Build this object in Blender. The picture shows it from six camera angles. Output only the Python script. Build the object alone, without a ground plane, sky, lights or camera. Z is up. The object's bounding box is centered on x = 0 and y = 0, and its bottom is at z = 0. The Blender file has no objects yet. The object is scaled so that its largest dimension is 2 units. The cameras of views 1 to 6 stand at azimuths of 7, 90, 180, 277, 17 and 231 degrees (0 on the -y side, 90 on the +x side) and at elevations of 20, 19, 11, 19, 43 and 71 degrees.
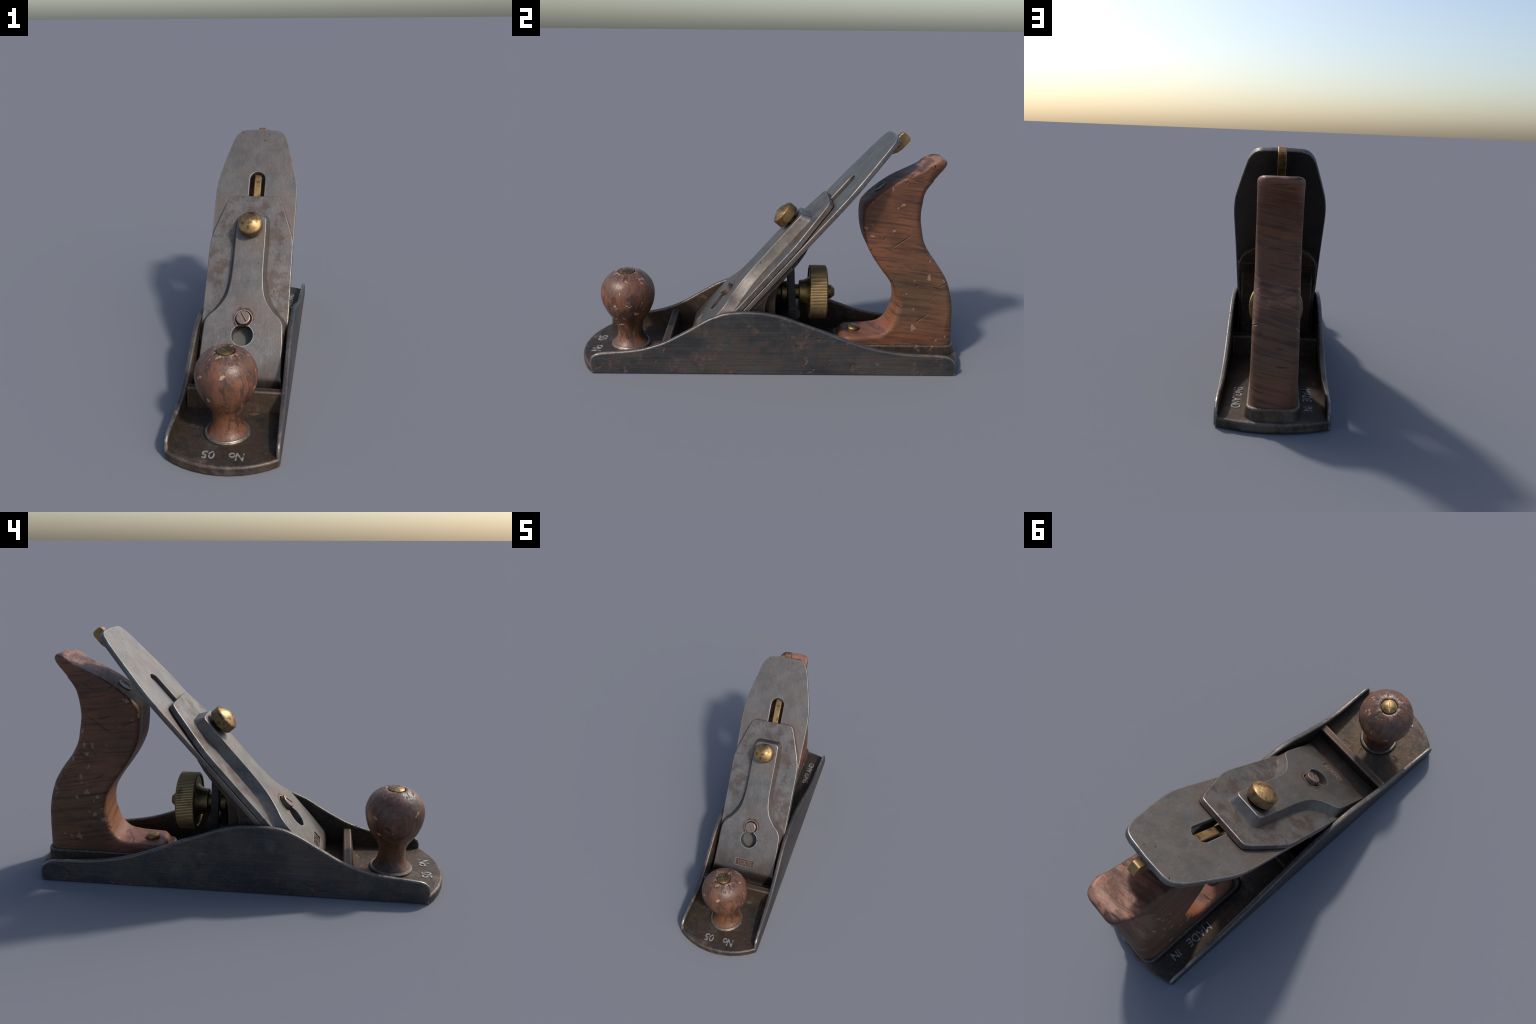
"""Old bench hand plane: cast iron body with wavy cheeks, turned front knob,
horn-shaped rear tote, polished cutting iron and lever cap, brass fittings."""
import bpy, bmesh, math, random
from mathutils import Vector, Matrix, noise

random.seed(7)
SC = bpy.context.scene
COL = SC.collection

# ------------------------------------------------------------------ helpers
def link(ob, parent=None):
    COL.objects.link(ob)
    if parent is not None:
        ob.parent = parent
    return ob


def shade(me, angle=35):
    me.polygons.foreach_set("use_smooth", [True] * len(me.polygons))
    me.set_sharp_from_angle(angle=math.radians(angle))


def make(name, bm, mat, parent, matrix=None, bevel=0.0, seg=2, angle=35, limit=30, weighted=True):
    bmesh.ops.remove_doubles(bm, verts=bm.verts, dist=1e-5)
    bmesh.ops.recalc_face_normals(bm, faces=bm.faces)
    me = bpy.data.meshes.new(name)
    bm.to_mesh(me)
    bm.free()
    shade(me, angle)
    me.materials.append(mat)
    ob = bpy.data.objects.new(name, me)
    link(ob, parent)
    if matrix is not None:
        ob.matrix_world = matrix
    if bevel > 0:
        m = ob.modifiers.new("edge_rounding", "BEVEL")
        m.width = bevel
        m.segments = seg
        m.limit_method = "ANGLE"
        m.angle_limit = math.radians(limit)
        m.harden_normals = False
    if weighted:
        w = ob.modifiers.new("flat_faces", "WEIGHTED_NORMAL")
        w.keep_sharp = True
        w.weight = 60
    return ob


def catmull(pts, n=4, closed=False):
    out = []
    P = [Vector(p) for p in pts]
    N = len(P)
    rng = N if closed else N - 1
    for i in range(rng):
        if closed:
            a, b, c, d = P[(i - 1) % N], P[i], P[(i + 1) % N], P[(i + 2) % N]
        else:
            b, c = P[i], P[i + 1]
            a = P[i - 1] if i > 0 else b + (b - c)
            d = P[i + 2] if i + 2 < N else c + (c - b)
        t0 = 0.0
        t1 = t0 + max((b - a).length, 1e-6) ** 0.5
        t2 = t1 + max((c - b).length, 1e-6) ** 0.5
        t3 = t2 + max((d - c).length, 1e-6) ** 0.5
        for k in range(n):
            t = t1 + (t2 - t1) * k / n
            A1 = (t1 - t) / (t1 - t0) * a + (t - t0) / (t1 - t0) * b
            A2 = (t2 - t) / (t2 - t1) * b + (t - t1) / (t2 - t1) * c
            A3 = (t3 - t) / (t3 - t2) * c + (t - t2) / (t3 - t2) * d
            B1 = (t2 - t) / (t2 - t0) * A1 + (t - t0) / (t2 - t0) * A2
            B2 = (t3 - t) / (t3 - t1) * A2 + (t - t1) / (t3 - t1) * A3
            out.append(tuple((t2 - t) / (t2 - t1) * B1 + (t - t1) / (t2 - t1) * B2))
    if not closed:
        out.append(tuple(P[-1]))
    return out


def mirror(half):
    """half outline on +x from top to bottom -> closed outline."""
    return half + [(-x, y) for x, y in reversed(half) if abs(x) > 1e-6]


def prism(bm, outline, lo, hi, place=lambda u, v, w: (u, v, w)):
    a = [bm.verts.new(place(u, v, lo)) for u, v in outline]
    b = [bm.verts.new(place(u, v, hi)) for u, v in outline]
    n = len(outline)
    bm.faces.new(a[::-1])
    bm.faces.new(b)
    for i in range(n):
        j = (i + 1) % n
        bm.faces.new((a[i], a[j], b[j], b[i]))


def rings_loft(bm, rings, cap=True, closed=True):
    vs = [[bm.verts.new(p) for p in r] for r in rings]
    n = len(rings[0])
    for A, B in zip(vs[:-1], vs[1:]):
        for i in range(n if closed else n - 1):
            j = (i + 1) % n
            bm.faces.new((A[i], A[j], B[j], B[i]))
    if cap:
        bm.faces.new(vs[0][::-1])
        bm.faces.new(vs[-1])
    return vs


def lathe(bm, profile, seg=48, radial=None, squash=None):
    """profile of (r, z) from top to bottom, about local z."""
    rows = []
    for r, z in profile:
        if r < 1e-6:
            rows.append([bm.verts.new((0, 0, z))])
        else:
            row = []
            for i in range(seg):
                a = 2 * math.pi * i / seg
                rr = r * (radial(a, z) if radial else 1.0)
                row.append(bm.verts.new((rr * math.cos(a), rr * math.sin(a), z)))
            rows.append(row)
    for A, B in zip(rows[:-1], rows[1:]):
        if len(A) == 1 and len(B) == 1:
            continue
        for i in range(seg):
            j = (i + 1) % seg
            if len(A) == 1:
                bm.faces.new((A[0], B[i], B[j]))
            elif len(B) == 1:
                bm.faces.new((A[i], B[0], A[j]))
            else:
                bm.faces.new((A[i], B[i], B[j], A[j]))
    if len(rows[0]) > 1:
        bm.faces.new(rows[0])
    if len(rows[-1]) > 1:
        bm.faces.new(rows[-1][::-1])


def box(bm, x0, x1, y0, y1, z0, z1):
    prism(bm, [(x0, y0), (x1, y0), (x1, y1), (x0, y1)], z0, z1)


def rounded_rect(x0, x1, y0, y1, r, n=6):
    pts = []
    for cx, cy, a0 in ((x1 - r, y1 - r, 0), (x0 + r, y1 - r, 90), (x0 + r, y0 + r, 180), (x1 - r, y0 + r, 270)):
        for k in range(n + 1):
            a = math.radians(a0 + 90 * k / n)
            pts.append((cx + r * math.cos(a), cy + r * math.sin(a)))
    return pts


def circle(cx, cy, r, n=40):
    return [(cx + r * math.cos(2 * math.pi * i / n), cy + r * math.sin(2 * math.pi * i / n)) for i in range(n)]


def cut(ob, cutters):
    """boolean difference, applied at once; removes the cutter helpers."""
    mods = list(ob.modifiers)
    keep = [(m.type, m.name) for m in mods]
    for c in cutters:
        m = ob.modifiers.new("cut", "BOOLEAN")
        m.operation = "DIFFERENCE"
        m.solver = "EXACT"
        m.object = c
    bpy.context.view_layer.update()
    saved = []
    for m in ob.modifiers:
        if m.type != "BOOLEAN":
            saved.append(m)
            m.show_viewport = False
    bpy.context.view_layer.update()
    dg = bpy.context.evaluated_depsgraph_get()
    me = bpy.data.meshes.new_from_object(ob.evaluated_get(dg))
    name = ob.data.name
    old = ob.data
    for m in list(ob.modifiers):
        if m.type == "BOOLEAN":
            ob.modifiers.remove(m)
    for m in saved:
        m.show_viewport = True
    ob.data = me
    bpy.data.meshes.remove(old)
    me.name = name
    for c in cutters:
        d = c.data
        bpy.data.objects.remove(c)
        bpy.data.meshes.remove(d)
    shade(me, 35)


def cutter(bm, matrix=None):
    bmesh.ops.recalc_face_normals(bm, faces=bm.faces)
    me = bpy.data.meshes.new("cutter")
    bm.to_mesh(me)
    bm.free()
    ob = bpy.data.objects.new("cutter", me)
    ob.hide_render = True
    COL.objects.link(ob)
    if matrix is not None:
        ob.matrix_world = matrix
    return ob


# ---------------------------------------------------------------- materials
class NT:
    def __init__(self, name):
        self.mat = bpy.data.materials.new(name)
        self.mat.use_nodes = True
        self.t = self.mat.node_tree
        self.n = self.t.nodes
        self.bsdf = self.n["Principled BSDF"]
        self.co = self.n.new("ShaderNodeTexCoord").outputs["Object"]
        self.geo = self.n.new("ShaderNodeNewGeometry")

    def lk(self, a, b):
        self.t.links.new(a, b)

    def put(self, sock, v):
        if isinstance(v, bpy.types.NodeSocket):
            self.lk(v, sock)
        else:
            sock.default_value = v

    def map(self, scale=(1, 1, 1), rot=(0, 0, 0), loc=(0, 0, 0), co=None):
        m = self.n.new("ShaderNodeMapping")
        self.lk(co or self.co, m.inputs[0])
        m.inputs["Location"].default_value = loc
        m.inputs["Rotation"].default_value = rot
        m.inputs["Scale"].default_value = scale
        return m.outputs[0]

    def noise(self, scale, detail=4, rough=0.55, co=None, dist=0.0):
        n = self.n.new("ShaderNodeTexNoise")
        self.lk(co or self.co, n.inputs["Vector"])
        n.inputs["Scale"].default_value = scale
        n.inputs["Detail"].default_value = detail
        n.inputs["Roughness"].default_value = rough
        n.inputs["Distortion"].default_value = dist
        return n.outputs["Fac"]

    def noisecol(self, scale, detail=3, co=None):
        n = self.n.new("ShaderNodeTexNoise")
        self.lk(co or self.co, n.inputs["Vector"])
        n.inputs["Scale"].default_value = scale
        n.inputs["Detail"].default_value = detail
        return n.outputs["Color"]

    def voro(self, scale, feature="F1", co=None, rand=1.0, out="Distance"):
        n = self.n.new("ShaderNodeTexVoronoi")
        n.feature = feature
        self.lk(co or self.co, n.inputs["Vector"])
        n.inputs["Scale"].default_value = scale
        n.inputs["Randomness"].default_value = rand
        return n.outputs[out]

    def wave(self, scale, dist, detail=3, dscale=1.0, co=None, direction="Z", rough=0.5, prof="SIN"):
        n = self.n.new("ShaderNodeTexWave")
        n.wave_type = "BANDS"
        n.bands_direction = direction
        n.wave_profile = prof
        self.lk(co or self.co, n.inputs["Vector"])
        n.inputs["Scale"].default_value = scale
        n.inputs["Distortion"].default_value = dist
        n.inputs["Detail"].default_value = detail
        n.inputs["Detail Scale"].default_value = dscale
        n.inputs["Detail Roughness"].default_value = rough
        return n.outputs["Fac"]

    def ramp(self, fac, stops, interp="LINEAR"):
        r = self.n.new("ShaderNodeValToRGB")
        self.put(r.inputs[0], fac)
        r.color_ramp.interpolation = interp
        e = r.color_ramp.elements
        while len(e) < len(stops):
            e.new(0.5)
        for el, (p, c) in zip(e, stops):
            el.position = p
            if isinstance(c, (int, float)):
                c = (c, c, c)
            el.color = (c[0], c[1], c[2], 1)
        return r.outputs[0]

    def mapr(self, v, a, b, c=0.0, d=1.0):
        m = self.n.new("ShaderNodeMapRange")
        m.clamp = True
        m.interpolation_type = "SMOOTHSTEP"
        self.put(m.inputs[0], v)
        for i, k in enumerate((a, b, c, d)):
            m.inputs[i + 1].default_value = k
        return m.outputs[0]

    def math(self, op, a, b=0.0, c=None):
        m = self.n.new("ShaderNodeMath")
        m.operation = op
        self.put(m.inputs[0], a)
        self.put(m.inputs[1], b)
        if c is not None:
            self.put(m.inputs[2], c)
        return m.outputs[0]

    def mul(self, *a):
        o = a[0]
        for x in a[1:]:
            o = self.math("MULTIPLY", o, x)
        return o

    def add(self, a, b):
        return self.math("ADD", a, b)

    def mix(self, fac, a, b, mode="MIX"):
        m = self.n.new("ShaderNodeMix")
        m.data_type = "RGBA"
        m.blend_type = mode
        self.put(m.inputs["Factor"], fac)
        for s, v in ((m.inputs[6], a), (m.inputs[7], b)):
            if isinstance(v, tuple) and len(v) == 3:
                v = v + (1,)
            self.put(s, v)
        return m.outputs[2]

    def sep(self, v):
        s = self.n.new("ShaderNodeSeparateXYZ")
        self.lk(v, s.inputs[0])
        return s.outputs

    def comb(self, x, y, z):
        s = self.n.new("ShaderNodeCombineXYZ")
        for i, v in enumerate((x, y, z)):
            self.put(s.inputs[i], v)
        return s.outputs[0]

    def warp(self, amount, scale, detail=2, co=None):
        c = self.noisecol(scale, detail, co)
        sub = self.n.new("ShaderNodeVectorMath")
        sub.operation = "SUBTRACT"
        self.lk(c, sub.inputs[0])
        sub.inputs[1].default_value = (0.5, 0.5, 0.5)
        sc = self.n.new("ShaderNodeVectorMath")
        sc.operation = "MULTIPLY_ADD"
        self.lk(sub.outputs[0], sc.inputs[0])
        sc.inputs[1].default_value = (amount, amount, amount)
        self.lk(co or self.co, sc.inputs[2])
        return sc.outputs[0]

    def edge(self, lo=0.52, hi=0.6):
        return self.mapr(self.geo.outputs["Pointiness"], lo, hi)

    def bevel_edge(self, radius=0.008, samples=8, lo=0.9, hi=0.62):
        """mask for paler convex edges: ambient occlusion looking into the solid is low only near convex edges"""
        a = self.n.new("ShaderNodeAmbientOcclusion")
        a.samples = samples
        a.inside = True
        a.only_local = True
        a.inputs["Distance"].default_value = radius
        return self.mapr(a.outputs["AO"], lo, hi)

    def ao(self, dist=0.08, inside=False):
        a = self.n.new("ShaderNodeAmbientOcclusion")
        a.samples = 6
        a.inside = inside
        a.inputs["Distance"].default_value = dist
        return a.outputs["AO"]

    def bump(self, height, strength=0.3, dist=0.01, normal=None):
        b = self.n.new("ShaderNodeBump")
        b.inputs["Strength"].default_value = strength
        b.inputs["Distance"].default_value = dist
        self.put(b.inputs["Height"], height)
        if normal:
            self.lk(normal, b.inputs["Normal"])
        return b.outputs[0]

    def done(self, color, rough, metal, normal=None, spec=0.5):
        self.put(self.bsdf.inputs["Base Color"], color if not (isinstance(color, tuple) and len(color) == 3) else color + (1,))
        self.put(self.bsdf.inputs["Roughness"], rough)
        self.put(self.bsdf.inputs["Metallic"], metal)
        self.put(self.bsdf.inputs["Specular IOR Level"], spec)
        if normal:
            self.lk(normal, self.bsdf.inputs["Normal"])
        return self.mat


def mat_cast_iron(name, where):
    """dark worn iron. cheek: ground and streaked along the length; bed: japanned floor;
    frog: brown casting, darkened for the shade inside the body."""
    k = NT(name)
    p = k.sep(k.co)
    blotch = k.noise(5.0, 5, 0.62)
    mid = k.noise(16.0, 5, 0.65, co=k.map(loc=(3, 9, 4)))
    fine = k.noise(55.0, 6, 0.68)
    streak = k.noise(1.0, 5, 0.65, co=k.map((25, 2.6, 150)))
    if where == "cheek":
        base = k.mix(k.mapr(blotch, 0.36, 0.64), (0.052, 0.053, 0.056), (0.098, 0.085, 0.078))
        base = k.mix(k.mul(k.mapr(mid, 0.47, 0.60), 0.6), base, (0.108, 0.076, 0.062))
        base = k.mix(k.mul(k.mapr(k.noise(2.6, 4, 0.6, co=k.map((1, 1, 1.8), loc=(6, 3, 2))), 0.48, 0.60), 0.6), base, (0.036, 0.038, 0.043))
        base = k.mix(k.mul(k.mapr(streak, 0.47, 0.64), 0.34), base, (0.030, 0.031, 0.034))
        base = k.mix(k.mul(k.mapr(streak, 0.46, 0.34), 0.24), base, (0.135, 0.122, 0.115))
    elif where == "bed":
        base = k.mix(k.mapr(blotch, 0.38, 0.62), (0.044, 0.037, 0.031), (0.088, 0.056, 0.038))
        base = k.mix(k.mul(k.mapr(mid, 0.44, 0.62), 0.6), base, (0.070, 0.054, 0.040))
        base = k.mix(k.mul(k.mapr(fine, 0.50, 0.66), 0.5), base, (0.125, 0.092, 0.062))
    else:
        base = k.mix(k.mapr(blotch, 0.36, 0.64), (0.030, 0.021, 0.015), (0.062, 0.040, 0.026))  # albedo lowered to the near-black of the frog in shadow
        base = k.mix(k.mul(k.mapr(fine, 0.5, 0.68), 0.5), base, (0.085, 0.060, 0.038))
    # clustered rusty pits
    pit = k.mapr(k.voro(11.0, co=k.warp(0.13, 15, 3)), 0.22, 0.10)
    pit = k.mul(pit, k.mapr(k.noise(4.5, 2, co=k.map(loc=(3, 1, 2))), 0.45, 0.53))
    rustn = k.mul(k.mapr(k.noise(9, 6, 0.72, co=k.map(loc=(5, 7, 1))), 0.53, 0.66), k.mapr(fine, 0.35, 0.6))
    rust = k.math("MAXIMUM", k.mul(pit, 0.85), k.mul(rustn, 0.8 if where == "cheek" else 0.5))
    rustc = k.mix(k.mapr(fine, 0.38, 0.62), (0.052, 0.027, 0.020), (0.100, 0.050, 0.033))
    col = k.mix(rust, base, rustc)
    # ochre dust and dirt lying in the corners
    occ = k.mul(k.mapr(k.ao(0.10), 0.85, 0.40), k.mapr(mid, 0.30, 0.62))
    if where != "cheek":
        col = k.mix(k.mul(occ, k.mapr(p[1], -0.42, -0.56), 0.6), col, (0.125, 0.088, 0.050))
    dust = k.mul(k.mapr(k.noise(7, 5, 0.7, co=k.map(loc=(8, 2, 6))), 0.56, 0.72), 0.35)
    col = k.mix(dust, col, (0.17, 0.145, 0.115))
    if where == "bed":
        tipw = k.mapr(k.add(k.math("ABSOLUTE", p[1]), k.mul(k.math("SUBTRACT", blotch, 0.5), 0.22)), 0.935, 0.985)
        col = k.mix(k.mul(tipw, k.mapr(mid, 0.36, 0.58), 0.55), col, (0.165, 0.140, 0.122))
    glint_breakup = k.mapr(fine, 0.28, 0.52)
    e = k.mul(k.bevel_edge(0.015, 8, 0.88, 0.60), glint_breakup)
    col = k.mix(k.mul(e, 0.78 if where != "frog" else 0.18), col, (0.43, 0.375, 0.33))  # pale tint draws the highlight line along nose and wall tops
    h = k.add(k.mul(fine, 0.5), k.mul(pit, -1.8))
    h = k.add(h, k.mul(rustn, 0.35))
    h = k.add(h, k.mul(k.math("SUBTRACT", mid, 0.5), 0.8))
    if where == "cheek":
        h = k.add(h, k.mul(streak, 0.55))
    rough = k.math("SUBTRACT", k.add(k.mul(rust, 0.2), 0.50 if where == "cheek" else 0.60), k.mul(e, 0.20))
    metal = k.math("SUBTRACT", k.mapr(rust, 0.0, 0.8, 0.66 if where == "cheek" else 0.72, 0.2), k.mul(dust, 0.3))
    return k.done(col, rough, metal, k.bump(h, 0.36, 0.006))


def mat_steel(name, mode):
    """bright steel gone dull: mottled grey with warm bloom, pinpricks, rust and painted shadow along the joints."""
    k = NT(name)
    p = k.sep(k.co)
    cloud = k.noise(7.5, 6, 0.66, co=k.map((1.3, 0.8, 1)))
    cloud2 = k.noise(19, 6, 0.66, co=k.map((1, 0.7, 1), loc=(4, 2, 7)))
    tint = k.noise(10, 4, 0.6, co=k.map(loc=(9, 5, 3)))
    ragged = k.noise(34, 5, 0.7)
    base = k.mix(k.mapr(cloud, 0.34, 0.66), (0.136, 0.128, 0.121), (0.196, 0.180, 0.165))
    base = k.mix(k.mul(k.mapr(tint, 0.46, 0.64), 0.55), base, (0.180, 0.140, 0.116))
    base = k.mix(k.mul(k.mapr(cloud2, 0.5, 0.68), 0.55), base, (0.108, 0.110, 0.117))
    base = k.mix(k.mul(k.mapr(cloud2, 0.46, 0.34), 0.45), base, (0.215, 0.200, 0.178))
    grain = k.noise(1.0, 3, 0.6, co=k.map((100, 10, 100)))
    base = k.mix(k.mul(k.mapr(grain, 0.5, 0.75), 0.18), base, (0.12, 0.115, 0.11))
    scuff = k.noise(1.0, 4, 0.7, co=k.map((130, 34, 130), rot=(0, 0, 0.45)))
    base = k.mix(k.mul(k.mapr(scuff, 0.56, 0.68), 0.32), base, (0.33, 0.315, 0.295))
    speck = k.noise(85, 4, 0.7)
    base = k.mix(k.mul(k.mapr(speck, 0.54, 0.68), 0.4), base, (0.105, 0.095, 0.088))
    # pinpricks and short dark nicks
    gate = k.mapr(k.noise(9, 2, co=k.map(loc=(1, 8, 3))), 0.38, 0.44)
    vor = k.voro(27, co=k.warp(0.035, 45, 2, co=k.map((1.0, 0.7, 1.0), rot=(0, 0, 0.5))))
    spots = k.mul(k.mapr(vor, 0.115, 0.065), gate)
    col = k.mix(k.mul(spots, 0.85), base, (0.035, 0.030, 0.027))
    # faint brown bloom
    bloom = k.mul(k.mapr(k.noise(4.2, 4, 0.6, co=k.map(loc=(2, 2, 2))), 0.47, 0.63), k.mapr(ragged, 0.36, 0.62))
    col = k.mix(k.mul(bloom, 0.22), col, (0.155, 0.100, 0.072))
    # brown tint in corners, then a darker tint where AO is lowest
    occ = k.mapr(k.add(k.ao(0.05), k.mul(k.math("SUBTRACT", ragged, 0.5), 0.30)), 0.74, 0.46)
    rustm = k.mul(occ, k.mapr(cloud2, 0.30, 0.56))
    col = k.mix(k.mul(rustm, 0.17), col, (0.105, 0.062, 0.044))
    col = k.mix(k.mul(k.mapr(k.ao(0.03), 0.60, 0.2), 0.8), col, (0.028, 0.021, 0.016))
    if mode == "cap":
        dy = k.math("ADD", p[1], 0.25)
        r = k.math("SQRT", k.add(k.mul(p[0], p[0]), k.mul(dy, dy)))
        ring = k.mapr(k.add(r, k.mul(k.math("SUBTRACT", k.noise(20, 4, 0.6), 0.5), 0.075)), 0.063, 0.052)
        col = k.mix(k.mul(ring, 0.9), col, (0.115, 0.052, 0.030))
        toe = k.mapr(k.add(p[1], k.mul(k.math("SUBTRACT", cloud, 0.5), 0.22)), -0.40, -0.60)
        col = k.mix(k.mul(toe, 0.75), col, (0.085, 0.062, 0.048))
        foot = k.mul(k.mapr(p[2], 0.050, 0.030), k.mapr(p[1], -0.30, -0.20), k.mapr(k.noise(13, 5, 0.7), 0.48, 0.60))
        col = k.mix(k.mul(foot, 0.45), col, (0.085, 0.046, 0.030))
    elif mode == "iron":
        low = k.mapr(k.add(p[1], k.mul(k.math("SUBTRACT", cloud, 0.5), 0.3)), 0.58, 0.38)
        col = k.mix(k.mul(low, 0.40), col, (0.21, 0.150, 0.120))
        under = k.mapr(p[2], -0.012, -0.022)
        col = k.mix(k.mul(under, 0.8), col, (0.040, 0.038, 0.037))
    line = k.mul(k.mapr(k.add(k.ao(0.024), k.mul(k.math("SUBTRACT", ragged, 0.5), 0.25)), 0.74, 0.44), 0.85)  # shadow outline round the cap plate, painted into the steel
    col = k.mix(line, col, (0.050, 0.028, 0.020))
    e = k.mul(k.bevel_edge(0.009, 8, 0.88, 0.60), k.mapr(ragged, 0.3, 0.5))
    col = k.mix(k.mul(e, 0.75), col, (0.60, 0.55, 0.51))
    h = k.add(k.mul(cloud2, 0.35), k.mul(spots, -0.9))
    h = k.add(h, k.mul(grain, 0.2))
    h = k.add(h, k.mul(cloud, 0.8))
    rough = k.math("SUBTRACT", k.add(k.mapr(cloud2, 0.3, 0.7, 0.43, 0.51), k.mul(rustm, 0.2)), k.mul(e, 0.15))
    nx = k.math("ABSOLUTE", k.sep(k.geo.outputs["Normal"])[0])
    rough = k.add(rough, k.mul(k.mapr(nx, 0.25, 0.6), 0.13))
    metal = k.mapr(rustm, 0.0, 1.0, 0.88, 0.4)
    return k.done(col, rough, metal, k.bump(h, 0.16, 0.006))


def mat_brass(name, dull=0.0, knurl=None, ribs=False):
    k = NT(name)
    n1 = k.noise(14, 5, 0.6)
    n2 = k.noise(60, 4, 0.6)
    bright = k.mix(k.mapr(n1, 0.3, 0.7), (0.21, 0.125, 0.056), (0.40, 0.245, 0.110))
    drab = k.mix(k.mapr(n1, 0.3, 0.7), (0.105, 0.078, 0.036), (0.27, 0.18, 0.075))
    col = k.mix(dull, bright, drab)
    tarn = k.mul(k.mapr(k.noise(30, 4, 0.65, co=k.map(loc=(3, 3, 3))), 0.48, 0.64), 0.8)
    col = k.mix(tarn, col, (0.062, 0.056, 0.036))
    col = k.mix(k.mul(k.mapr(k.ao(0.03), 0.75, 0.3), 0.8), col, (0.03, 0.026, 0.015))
    h = k.add(k.mul(n2, 0.5), k.mul(tarn, -0.4))
    nm = k.bump(h, 0.2, 0.004)
    if knurl:
        p = k.sep(k.co)
        ang = k.math("ARCTAN2", p[1], p[0])
        rad = k.math("SQRT", k.add(k.mul(p[0], p[0]), k.mul(p[1], p[1])))
        side = k.mapr(rad, 0.0625, 0.064)
        u = k.math("SINE", k.add(k.mul(ang, 84.0), k.mul(p[2], 1290.0)))
        v = k.math("SINE", k.math("SUBTRACT", k.mul(ang, 84.0), k.mul(p[2], 1290.0)))
        kn = k.mul(k.math("MAXIMUM", u, v), side)
        nm = k.bump(kn, 0.35, 0.003, nm)
        col = k.mix(k.mul(side, k.mapr(kn, 0.6, 0.0), 0.55), col, (0.05, 0.036, 0.016))
    if ribs:
        p = k.sep(k.co)
        rad = k.math("SQRT", k.add(k.mul(p[0], p[0]), k.mul(p[1], p[1])))
        rim = k.mapr(rad, 0.1365, 0.1385)
        col = k.mix(k.mul(rim, 0.75), col, (0.55, 0.36, 0.16))  # rim lightened for the sunlit band across the wheel
        col = k.mix(k.mul(rim, k.mapr(n1, 0.52, 0.68), 0.7), col, (0.075, 0.060, 0.036))
        col = k.mix(k.mul(rim, k.mapr(rad, 0.1404, 0.1396), 0.9), col, (0.030, 0.022, 0.011))
    e = k.mul(k.bevel_edge(0.006, 6), 0.5)
    col = k.mix(e, col, (0.55, 0.36, 0.17))
    rough = k.mapr(n1, 0.3, 0.7, 0.38 + 0.08 * dull, 0.52 + 0.06 * dull)
    return k.done(col, rough, 0.9, nm)


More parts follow.
